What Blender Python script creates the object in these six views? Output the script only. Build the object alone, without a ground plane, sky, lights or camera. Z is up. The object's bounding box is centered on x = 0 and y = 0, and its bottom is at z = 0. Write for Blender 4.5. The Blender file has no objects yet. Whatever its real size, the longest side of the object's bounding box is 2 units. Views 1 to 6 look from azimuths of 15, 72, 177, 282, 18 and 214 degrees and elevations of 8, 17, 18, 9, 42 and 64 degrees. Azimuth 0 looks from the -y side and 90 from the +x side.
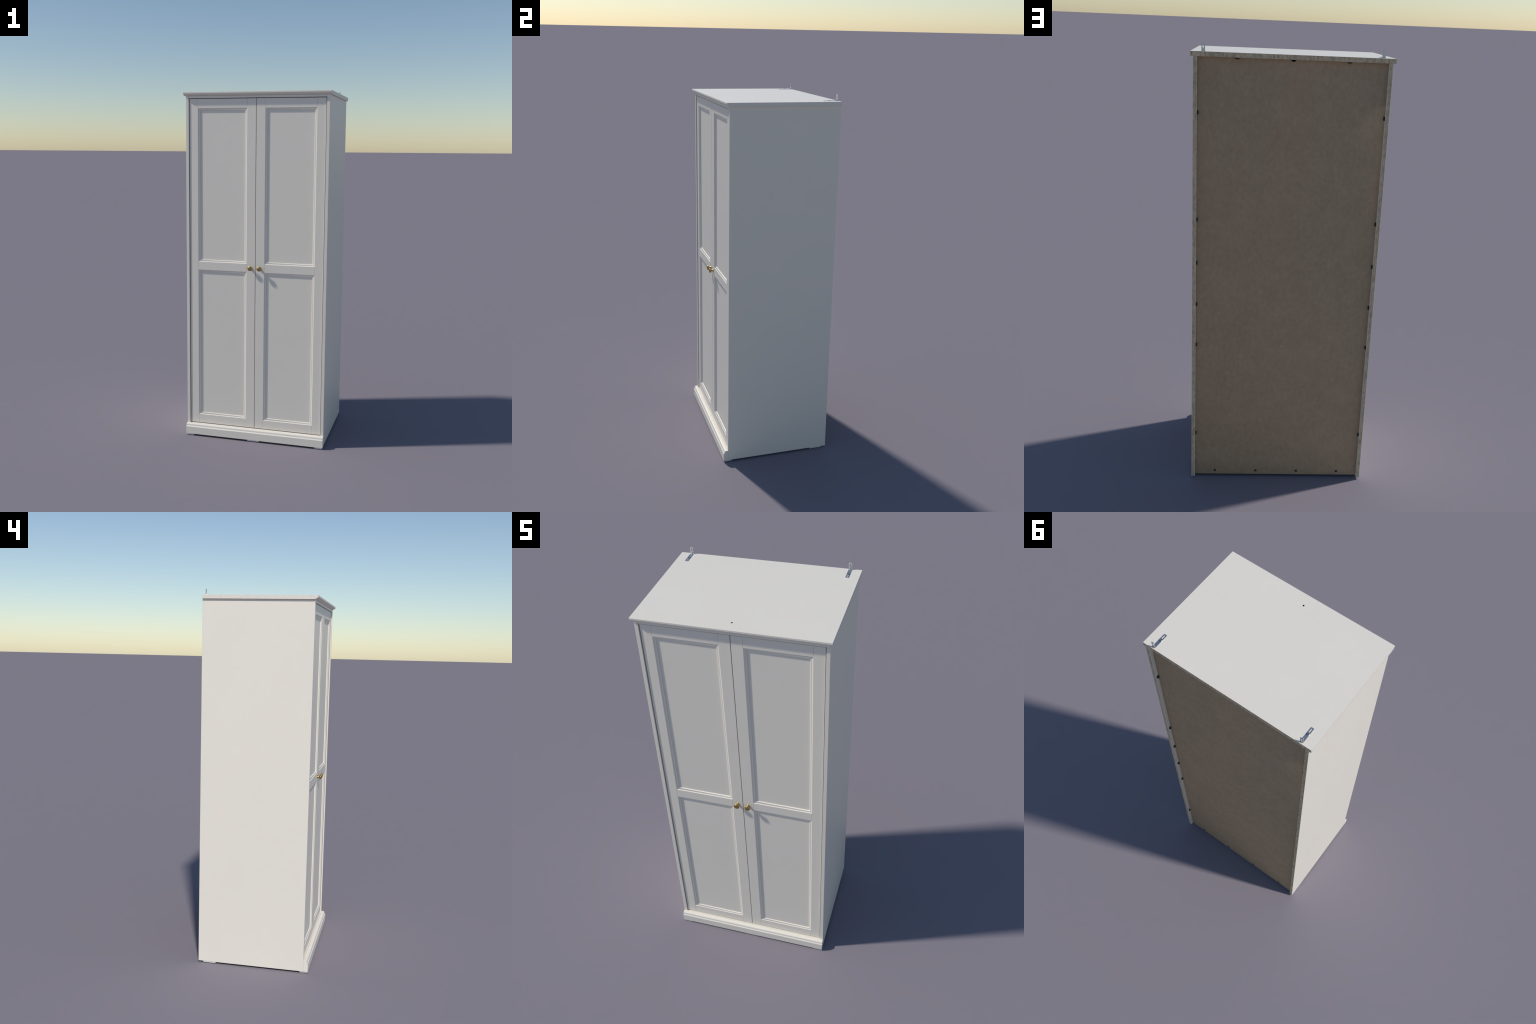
"""White two-door wardrobe: panelled doors, moulded plinth, overhanging top, brass knobs,
raw chipboard rear edges, hardboard back with plastic clips, and two wall brackets on top."""
import bpy, bmesh, math
from mathutils import Vector, Matrix

# ------------------------------------------------------------------ sizes (metres)
HALF_SIDE = 0.4034        # outer face of the side panels
SIDE_T = 0.0163           # side panel thickness
FRONT = -0.2765           # front edge of the side panels
REAR = 0.3018             # rear edge of sides and top
Z_LIFT = 0.0075           # underside of the carcass, resting on pads
TOP_Z0, TOP_Z1 = 1.9476, 1.9672
HALF_TOP = 0.4135
BACK_Y = 0.2857           # rear face of the hardboard back
DOOR_Y = -0.2712          # front face of the door frames
DOOR_T = 0.0170
RECESS = 0.0090           # how far the door panels sit behind the frame
DOOR_IN, DOOR_OUT = 0.0014, 0.3836
STILE_IN, STILE_OUT = 0.0513, 0.3350
DOOR_Z0, DOOR_Z1 = 0.0712, 1.9312
RAILS = [(DOOR_Z0, 0.1212), (0.9783, 1.0240), (1.8808, DOOR_Z1)]

# ------------------------------------------------------------------ materials
def new_mat(name):
    m = bpy.data.materials.new(name)
    m.use_nodes = True
    nt = m.node_tree
    return m, nt, nt.nodes["Principled BSDF"]

def node(nt, kind, **kw):
    n = nt.nodes.new(kind)
    for k, v in kw.items():
        setattr(n, k, v)
    return n

def coords(nt, scale=(1, 1, 1), rot=(0, 0, 0)):
    tc = node(nt, "ShaderNodeTexCoord")
    mp = node(nt, "ShaderNodeMapping")
    mp.inputs["Scale"].default_value = scale
    mp.inputs["Rotation"].default_value = rot
    nt.links.new(tc.outputs["Object"], mp.inputs["Vector"])
    return mp.outputs["Vector"]

def noise(nt, vec, scale, detail=3.0, rough=0.5):
    n = node(nt, "ShaderNodeTexNoise")
    n.inputs["Scale"].default_value = scale
    n.inputs["Detail"].default_value = detail
    n.inputs["Roughness"].default_value = rough
    nt.links.new(vec, n.inputs["Vector"])
    return n.outputs["Fac"]

def ramp(nt, fac, stops):
    r = node(nt, "ShaderNodeValToRGB")
    els = r.color_ramp.elements
    while len(els) < len(stops):
        els.new(0.5)
    for e, (p, c) in zip(els, stops):
        e.position = p
        e.color = (*c, 1)
    nt.links.new(fac, r.inputs["Fac"])
    return r.outputs["Color"]

def mix(nt, mode, fac, a, b):
    n = node(nt, "ShaderNodeMix", data_type='RGBA', blend_type=mode)
    n.inputs[0].default_value = fac
    nt.links.new(a, n.inputs[6])
    nt.links.new(b, n.inputs[7])
    return n.outputs[2]

def bump(nt, bsdf, height, strength, dist):
    b = node(nt, "ShaderNodeBump")
    b.inputs["Strength"].default_value = strength
    b.inputs["Distance"].default_value = dist
    nt.links.new(height, b.inputs["Height"])
    nt.links.new(b.outputs["Normal"], bsdf.inputs["Normal"])

def painted(name, a, b, rough, scale, bump_strength=0.03):
    m, nt, s = new_mat(name)
    v = coords(nt)
    f = noise(nt, v, scale, 4)
    nt.links.new(ramp(nt, f, [(0.3, a), (0.7, b)]), s.inputs["Base Color"])
    s.inputs["Roughness"].default_value = rough
    bump(nt, s, noise(nt, v, 420, 2), bump_strength, 0.0004)
    return m

WHITE_A, WHITE_B = (0.840, 0.780, 0.681), (0.852, 0.791, 0.691)
mat_white = painted("white_lacquer", WHITE_A, WHITE_B, 0.45, 6)
mat_edge = painted("white_edge_band", (0.76, 0.71, 0.63), (0.84, 0.78, 0.69), 0.45, 130, 0.15)
mat_pad = painted("white_plastic", (0.70, 0.69, 0.66), (0.74, 0.73, 0.70), 0.4, 20)

def make_chipboard():
    m, nt, s = new_mat("raw_chipboard")
    v = coords(nt, (1, 1, 1), (0.0, 0.6, 0.0))
    vs = coords(nt, (1.0, 1.0, 0.42), (0.0, -0.5, 0.0))
    chips = ramp(nt, noise(nt, vs, 105, 4, 0.62),
                 [(0.30, (0.37, 0.29, 0.200)), (0.48, (0.58, 0.460, 0.315)), (0.72, (0.76, 0.625, 0.44))])
    tint = ramp(nt, noise(nt, v, 42, 2),
                [(0.35, (0.90, 0.92, 0.88)), (0.65, (1.0, 0.95, 0.91))])
    nt.links.new(mix(nt, 'MULTIPLY', 1.0, chips, tint), s.inputs["Base Color"])
    s.inputs["Roughness"].default_value = 0.85
    bump(nt, s, noise(nt, vs, 260, 3), 0.35, 0.001)
    return m

def make_hardboard():
    m, nt, s = new_mat("brown_hardboard")
    v = coords(nt)
    vs = coords(nt, (1, 1, 0.7), (0, 0.35, 0))
    cloud = ramp(nt, noise(nt, v, 13, 4, 0.55),
                 [(0.34, (0.415, 0.290, 0.178)), (0.52, (0.432, 0.303, 0.187)), (0.68, (0.447, 0.316, 0.197))])
    fibre = ramp(nt, noise(nt, vs, 60, 5, 0.65),
                 [(0.30, (0.88, 0.88, 0.88)), (0.72, (1.08, 1.08, 1.08))])
    nt.links.new(mix(nt, 'MULTIPLY', 1.0, cloud, fibre), s.inputs["Base Color"])
    s.inputs["Roughness"].default_value = 0.8
    bump(nt, s, noise(nt, vs, 240, 4), 0.2, 0.0008)
    return m

def make_metal(name, a, b, rough, scale):
    m, nt, s = new_mat(name)
    f = noise(nt, coords(nt), scale, 3)
    nt.links.new(ramp(nt, f, [(0.3, a), (0.7, b)]), s.inputs["Base Color"])
    s.inputs["Metallic"].default_value = 1.0
    s.inputs["Roughness"].default_value = rough
    return m

def make_plain(name, c, rough):
    m, nt, s = new_mat(name)
    f = noise(nt, coords(nt), 60, 2)
    nt.links.new(ramp(nt, f, [(0.3, tuple(x * 0.9 for x in c)), (0.7, c)]), s.inputs["Base Color"])
    s.inputs["Roughness"].default_value = rough
    return m

mat_chip = make_chipboard()
mat_hard = make_hardboard()
mat_brass = make_metal("aged_brass", (0.47, 0.325, 0.115), (0.53, 0.37, 0.14), 0.31, 90)
mat_zinc = make_metal("zinc_plated_steel", (0.60, 0.61, 0.61), (0.70, 0.71, 0.71), 0.40, 120)
mat_steel = make_metal("dark_steel", (0.36, 0.39, 0.43), (0.44, 0.47, 0.51), 0.34, 120)
mat_black = make_plain("black_plastic", (0.012, 0.012, 0.013), 0.45)
mat_dark = make_plain("dark_bore", (0.03, 0.035, 0.045), 0.8)

# ------------------------------------------------------------------ mesh helpers
def finish(bm, name, mats, parent, smooth=None, weighted=False):
    bmesh.ops.recalc_face_normals(bm, faces=bm.faces)
    me = bpy.data.meshes.new(name)
    bm.to_mesh(me)
    bm.free()
    for m in (mats if isinstance(mats, (list, tuple)) else [mats]):
        me.materials.append(m)
    if smooth is not None:
        me.shade_smooth()
        me.set_sharp_from_angle(angle=math.radians(smooth))
    ob = bpy.data.objects.new(name, me)
    bpy.context.scene.collection.objects.link(ob)
    ob.parent = parent
    if weighted:
        # flat boards stay flat in shading, only their small edge rounds turn
        mod = ob.modifiers.new("weighted", 'WEIGHTED_NORMAL')
        mod.mode = 'FACE_AREA'
        mod.weight = 100
        mod.keep_sharp = True
        dg = bpy.context.evaluated_depsgraph_get()
        flat = bpy.data.meshes.new_from_object(ob.evaluated_get(dg))
        ob.modifiers.clear()
        ob.data = flat
    return ob

def bm_box(x0, x1, y0, y1, z0, z1, bevel=0.0006, segs=2):
    bm = bmesh.new()
    bmesh.ops.create_cube(bm, size=1.0)
    for v in bm.verts:
        v.co = ((x0 + x1) / 2 + v.co.x * (x1 - x0), (y0 + y1) / 2 + v.co.y * (y1 - y0),
                (z0 + z1) / 2 + v.co.z * (z1 - z0))
    if bevel:
        bmesh.ops.bevel(bm, geom=bm.edges[:], offset=bevel, segments=segs, profile=0.5, affect='EDGES')
    return bm

def box(name, parent, mat, *dims, bevel=0.0006):
    return finish(bm_box(*dims, bevel=bevel), name, mat, parent, 50, True)

def face_slot(bm, axis, sign, slot):
    """Give the flat faces that look along one axis another material slot."""
    bm.normal_update()
    for f in bm.faces:
        if f.normal[axis] * sign > 0.99:
            f.material_index = slot

def extrude_profile(pts, x0, x1):
    """Closed (y, z) profile swept along x."""
    bm = bmesh.new()
    a = [bm.verts.new((x0, y, z)) for y, z in pts]
    b = [bm.verts.new((x1, y, z)) for y, z in pts]
    n = len(pts)
    for i in range(n):
        j = (i + 1) % n
        bm.faces.new((a[i], a[j], b[j], b[i]))
    bm.faces.new(a[::-1])
    bm.faces.new(b)
    return bm

def lathe(pts, segs=40):
    """(distance, radius) profile turned around the -y axis; starts and ends closed."""
    bm = bmesh.new()
    rings = []
    for t, r in pts:
        if r < 1e-6:
            rings.append([bm.verts.new((0, -t, 0))])
        else:
            rings.append([bm.verts.new((r * math.cos(2 * math.pi * k / segs), -t,
                                        r * math.sin(2 * math.pi * k / segs))) for k in range(segs)])
    for p, q in zip(rings, rings[1:]):
        for k in range(segs):
            l = (k + 1) % segs
            if len(p) == 1:
                bm.faces.new((p[0], q[k], q[l]))
            elif len(q) == 1:
                bm.faces.new((p[k], q[0], p[l]))
            else:
                bm.faces.new((p[k], q[k], q[l], p[l]))
    return bm

def arc(cx, cy, r, a0, a1, n):
    return [(cx + r * math.cos(math.radians(a0 + (a1 - a0) * i / n)),
             cy + r * math.sin(math.radians(a0 + (a1 - a0) * i / n))) for i in range(n + 1)]

def bore(ob, centre, radius, depth, axis, mat=None):
    """Cut a round hole; the cut wall takes the cutter's material."""
    bm = bmesh.new()
    bmesh.ops.create_cone(bm, cap_ends=True, segments=32, radius1=radius, radius2=radius, depth=depth)
    if axis == 'Y':
        bmesh.ops.rotate(bm, verts=bm.verts, cent=(0, 0, 0), matrix=Matrix.Rotation(math.pi / 2, 3, 'X'))
    bmesh.ops.translate(bm, verts=bm.verts, vec=centre)
    cutter = finish(bm, "bore_cutter", mat or ob.data.materials[0], None)
    mod = ob.modifiers.new("bore", 'BOOLEAN')
    mod.operation = 'DIFFERENCE'
    mod.object = cutter
    mod.solver = 'EXACT'
    mod.material_mode = 'TRANSFER'
    dg = bpy.context.evaluated_depsgraph_get()
    me = bpy.data.meshes.new_from_object(ob.evaluated_get(dg))
    ob.modifiers.clear()
    ob.data = me
    bpy.data.objects.remove(cutter)

# ------------------------------------------------------------------ root
root = bpy.data.objects.new("wardrobe", None)
bpy.context.scene.collection.objects.link(root)
root["label"] = "tall white two-door wardrobe with recessed panels and brass knobs"
root["category"] = "wardrobe"

# ------------------------------------------------------------------ carcass
for s in (-1, 1):
    x0, x1 = sorted((s * (HALF_SIDE - SIDE_T), s * HALF_SIDE))
    bm = bm_box(x0, x1, FRONT, REAR, Z_LIFT, TOP_Z0 - 0.0004, bevel=0.0008)
    face_slot(bm, 1, 1, 1)
    finish(bm, "side_panel", [mat_white, mat_chip], root, 50, True)

# overhanging top: short vertical lip, then a convex ogee down to the carcass
lip = [(REAR, TOP_Z0), (REAR, TOP_Z1 - 0.0005), (REAR - 0.0005, TOP_Z1), (-0.2920, TOP_Z1),
       (-0.2926, TOP_Z1 - 0.0006), (-0.2926, 1.9598),
       (-0.2912, 1.9571), (-0.2888, 1.9546), (-0.2855, 1.9523), (-0.2815, 1.9505), (-0.2785, 1.9497),
       (-0.2770, 1.9494), (-0.2768, TOP_Z0)]
bm = extrude_profile(lip, -HALF_TOP, HALF_TOP)
bm.normal_update()
for f in bm.faces:
    if abs(f.normal.x) > 0.9:
        f.material_index = 1
    elif f.normal.y > 0.9:
        f.material_index = 2
top = finish(bm, "top_panel", [mat_white, mat_edge, mat_chip], root, 24, True)
bore(top, (0, -0.2363, TOP_Z1), 0.0041, 0.024, 'Z', mat_dark)

IN = HALF_SIDE - SIDE_T
box("top_rail", root, mat_white, -IN + 0.0004, IN - 0.0004, -0.2748, -0.2560, 1.9345, TOP_Z0 - 0.0008)
box("bottom_panel", root, mat_white, -IN + 0.0004, IN - 0.0004, FRONT + 0.0006, BACK_Y - 0.0045, 0.0510, 0.0672)
box("shelf", root, mat_white, -IN + 0.0004, IN - 0.0004, -0.235, BACK_Y - 0.0045, 0.678, 0.694)

# plinth: flat board, small cove, half-round shoulder
P0, P1 = REAR * -1, FRONT - 0.0005
pl = [(P1, Z_LIFT), (P0 + 0.0006, Z_LIFT), (P0, Z_LIFT + 0.0006), (P0, 0.0482), (P0 + 0.0008, 0.0500)]
pl += [(-0.2994, 0.0518), (-0.2978, 0.0530), (-0.2970, 0.0545), (-0.2966, 0.0566)]
pl += arc(-0.2876, 0.0588, 0.0086, 170, 92, 9)
pl += [(-0.2800, 0.0674), (P1, 0.0674)]
finish(extrude_profile(pl, -HALF_SIDE - 0.0005, HALF_SIDE + 0.0005), "plinth", mat_white, root, 36, True)

# floor pads
for x0, x1, y0, y1 in [(-0.4000, -0.3570, -0.2995, -0.2570), (0.3570, 0.4008, -0.2995, -0.2570),
                       (-0.0345, 0.0345, -0.2985, -0.2570),
                       (-0.4015, -0.3882, 0.2060, 0.2756), (0.3882, 0.4015, 0.2060, 0.2756)]:
    box("floor_pad", root, mat_pad, x0, x1, y0, y1, 0.0, Z_LIFT - 0.0003, bevel=0.0012)

# hardboard back with a half-round cable notch under the top
back = box("back_panel", root, mat_hard, -IN + 0.0006, IN - 0.0006, BACK_Y - 0.0032, BACK_Y,
           0.0106, TOP_Z0 - 0.0006, bevel=0.0003)
bore(back, (0, BACK_Y - 0.0016, 1.9497), 0.0106, 0.02, 'Y', mat_dark)

# back clips: short black studs set into the sides and under the top
def stud_mesh():
    bm = lathe([(0, 0), (0, 0.0082), (0.0050, 0.0082), (0.0060, 0.0072), (0.0060, 0)], 28)
    ob = finish(bm, "back_clip", mat_black, None, 40)
    me = ob.data
    bpy.data.objects.remove(ob)
    return me
stud = stud_mesh()

def place(name, me, parent, loc, rot=(0, 0, 0)):
    ob = bpy.data.objects.new(name, me)
    bpy.context.scene.collection.objects.link(ob)
    ob.parent = parent
    ob.location = loc
    ob.rotation_euler = rot
    return ob

for z in (1.7255, 1.2718, 1.0772, 0.8832, 0.6880, 0.2347):
    for s in (-1, 1):
        place("back_clip", stud, root, (s * (IN + 0.0003), 0.2892, z), (0, 0, -s * math.pi / 2))
for s in (-1, 1):
    place("back_clip", stud, root, (s * 0.2270, 0.2892, TOP_Z0 + 0.0003), (math.pi / 2, 0, 0))

# screws along the bottom of the back
bm = lathe([(-0.001, 0), (-0.001, 0.0055), (0.0010, 0.0055), (0.0025, 0.0044), (0.0033, 0.0024), (0.0034, 0)], 24)
screw = finish(bm, "back_screw", mat_black, root, 50)
screw.location = (-0.2925, BACK_Y, 0.0302)
screw.rotation_euler = (0, 0, math.pi)
for x in (-0.0975, 0.0975, 0.2925):
    place("back_screw", screw.data, root, (x, BACK_Y, 0.0302), (0, 0, math.pi))
bm = lathe([(-0.001, 0), (-0.001, 0.0026), (0.0006, 0.0026), (0.0010, 0.0018), (0.0010, 0)], 20)
pin = finish(bm, "shelf_nail", mat_zinc, root, 50)
pin.location = (0, BACK_Y, 0.6863)
pin.rotation_euler = (0, 0, math.pi)

# ------------------------------------------------------------------ doors
# moulding: (inset from the frame edge, depth behind the frame face)
MOULD = [(-0.0006, 0.0040), (-0.0006, 0.0003), (0.0000, 0.0002), (0.0006, 0.0006), (0.0016, 0.0019),
         (0.0026, 0.0029), (0.0036, 0.0034), (0.0060, 0.0037), (0.0084, 0.0040), (0.0098, 0.0044),
         (0.0107, 0.0052), (0.0113, 0.0064), (0.0116, 0.0080), (0.0119, 0.0096), (-0.0006, 0.0096)]

def moulding(name, parent, x0, x1, z0, z1):
    bm = bmesh.new()
    loops = []
    for d, h in MOULD:
        y = DOOR_Y + h
        loops.append([bm.verts.new(c) for c in ((x0 + d, y, z0 + d), (x1 - d, y, z0 + d),
                                                (x1 - d, y, z1 - d), (x0 + d, y, z1 - d))])
    n = len(loops)
    for i in range(n):
        p, q = loops[i], loops[(i + 1) % n]
        for k in range(4):
            l = (k + 1) % 4
            bm.faces.new((p[k], p[l], q[l], q[k]))
    return finish(bm, name, mat_white, parent, 30, True)

knob_profile = [(-0.001, 0), (-0.001, 0.0082), (0.0011, 0.0082), (0.0017, 0.0077), (0.0024, 0.0071),
                (0.0045, 0.0068), (0.0070, 0.0060), (0.0090, 0.0051), (0.0102, 0.0050), (0.0110, 0.0056),
                (0.0122, 0.0078), (0.0138, 0.0104), (0.0156, 0.0124), (0.0174, 0.0134), (0.0190, 0.0136),
                (0.0204, 0.0130), (0.0217, 0.0115), (0.0228, 0.0092), (0.0237, 0.0062), (0.0242, 0.0030),
                (0.0243, 0)]
knob_tmp = finish(lathe(knob_profile, 48), "knob", mat_brass, None, 60)
knob_mesh = knob_tmp.data
bpy.data.objects.remove(knob_tmp)

for s in (-1, 1):
    def span(a, b):
        return sorted((s * a, s * b))
    # inset panels sheet carries the frame
    d0, d1 = span(STILE_IN - 0.006, STILE_OUT + 0.006)
    door = box("door", root, mat_white, d0, d1, DOOR_Y + RECESS, DOOR_Y + DOOR_T - 0.001,
               DOOR_Z0 + 0.02, DOOR_Z1 - 0.02, bevel=0)
    for a, b in ((DOOR_IN, STILE_IN), (STILE_OUT, DOOR_OUT)):
        x0, x1 = span(a, b)
        box("stile", door, mat_white, x0, x1, DOOR_Y, DOOR_Y + DOOR_T, DOOR_Z0, DOOR_Z1, bevel=0.0008)
    x0, x1 = span(STILE_IN + 0.0004, STILE_OUT - 0.0004)
    for z0, z1 in RAILS:
        box("rail", door, mat_white, x0, x1, DOOR_Y + 0.0001, DOOR_Y + DOOR_T - 0.0003, z0, z1, bevel=0.0006)
    for (_, za), (zb, _) in zip(RAILS, RAILS[1:]):
        moulding("moulding", door, x0, x1, za, zb)
    place("knob", knob_mesh, door, (s * 0.0263, DOOR_Y, 1.0008))

# ------------------------------------------------------------------ wall brackets on the top
def plate_mesh(name, outline, holes, thick, mat):
    cu = bpy.data.curves.new(name, 'CURVE')
    cu.dimensions = '2D'
    cu.fill_mode = 'BOTH'
    cu.extrude = thick / 2
    for pts in [outline] + holes:
        sp = cu.splines.new('POLY')
        sp.points.add(len(pts) - 1)
        for p, (x, y) in zip(sp.points, pts):
            p.co = (x, y, 0, 1)
        sp.use_cyclic_u = True
    ob = bpy.data.objects.new(name, cu)
    bpy.context.scene.collection.objects.link(ob)
    dg = bpy.context.evaluated_depsgraph_get()
    me = bpy.data.meshes.new_from_object(ob.evaluated_get(dg))
    bpy.data.objects.remove(ob)
    me.materials.clear()
    me.materials.append(mat)
    return me

def slot(y0, y1, r):
    return arc(0, y1 - r, r, 0, 180, 10) + arc(0, y0 + r, r, 180, 360, 10)

W, RC, T = 0.0073, 0.0028, 0.0017
foot_len, leg_len = 0.0760, 0.0327
BR_Y = 0.2948                                   # rear face of the upright leg
foot_out = [(-W, 0), (W, 0)] + arc(W - RC, foot_len - RC, RC, 0, 90, 6) + arc(-W + RC, foot_len - RC, RC, 90, 180, 6)
leg_out = [(-W, 0), (W, 0)] + arc(W - RC, leg_len - RC, RC, 0, 90, 6) + arc(-W + RC, leg_len - RC, RC, 90, 180, 6)
foot_me = plate_mesh("wall_bracket", foot_out, [slot(0.0385, 0.0715, 0.0024)], T, mat_zinc)
leg_me = plate_mesh("bracket_leg", leg_out, [slot(0.0135, 0.0275, 0.0028)], T, mat_zinc)
bm = lathe([(-0.001, 0), (-0.001, 0.0073), (0.0007, 0.0073), (0.0011, 0.0068), (0.0014, 0.0050),
            (0.0015, 0.0034), (0.0010, 0.0030), (-0.0006, 0.0024), (-0.0006, 0)], 28)
bs = finish(bm, "bracket_screw", mat_steel, None, 45)
screw_me = bs.data
bpy.data.objects.remove(bs)
# corner rib pressed into the bend
bm = bmesh.new()
rib_n = 8
# rounded inner bend across the full width
bend_r = 0.0026
bend = [(0, 0)] + [(bend_r - bend_r * math.sin(math.radians(a)), bend_r - bend_r * math.cos(math.radians(a)))
                   for a in range(0, 91, 15)]
bend_me_ob = finish(extrude_profile(bend, -W, W), "bracket_bend", mat_zinc, None, 30)
bend_me = bend_me_ob.data
bpy.data.objects.remove(bend_me_ob)
ra = [bm.verts.new((-0.0010, 0, 0)), bm.verts.new((0.0010, 0, 0))]
strip = []
for i in range(rib_n + 1):
    t = i / rib_n
    y, z = 0.0060 * (1 - t), 0.0060 * t
    h = 0.0002 + 0.0016 * math.sin(math.pi * t)
    strip.append((bm.verts.new((-0.0010, y, z)), bm.verts.new((0, y + h * 0.5, z + h * 0.5)), bm.verts.new((0.0010, y, z))))
for p, q in zip(strip, strip[1:]):
    bm.faces.new((p[0], p[1], q[1], q[0]))
    bm.faces.new((p[1], p[2], q[2], q[1]))
    bm.faces.new((ra[0], p[0], q[0]))
    bm.faces.new((ra[1], q[2], p[2]))
rib = finish(bm, "bracket_rib", mat_zinc, None, 50)
rib_me = rib.data
bpy.data.objects.remove(rib)

for s in (-1, 1):
    # foot runs forward (-y) from the upright leg; rotated half a turn so its length points to -y
    foot = place("wall_bracket", foot_me, root, (s * 0.3627, BR_Y, TOP_Z1 + T / 2 + 0.0001), (0, 0, math.pi))
    place("bracket_leg", leg_me, foot, (0, T / 2, -T / 2), (math.pi / 2, 0, 0))
    place("bracket_bend", bend_me, foot, (0, T, T / 2))
    place("bracket_rib", rib_me, foot, (0, T, T / 2))
    place("bracket_screw", screw_me, foot, (0, 0.0432, T / 2), (-math.pi / 2, 0, 0))
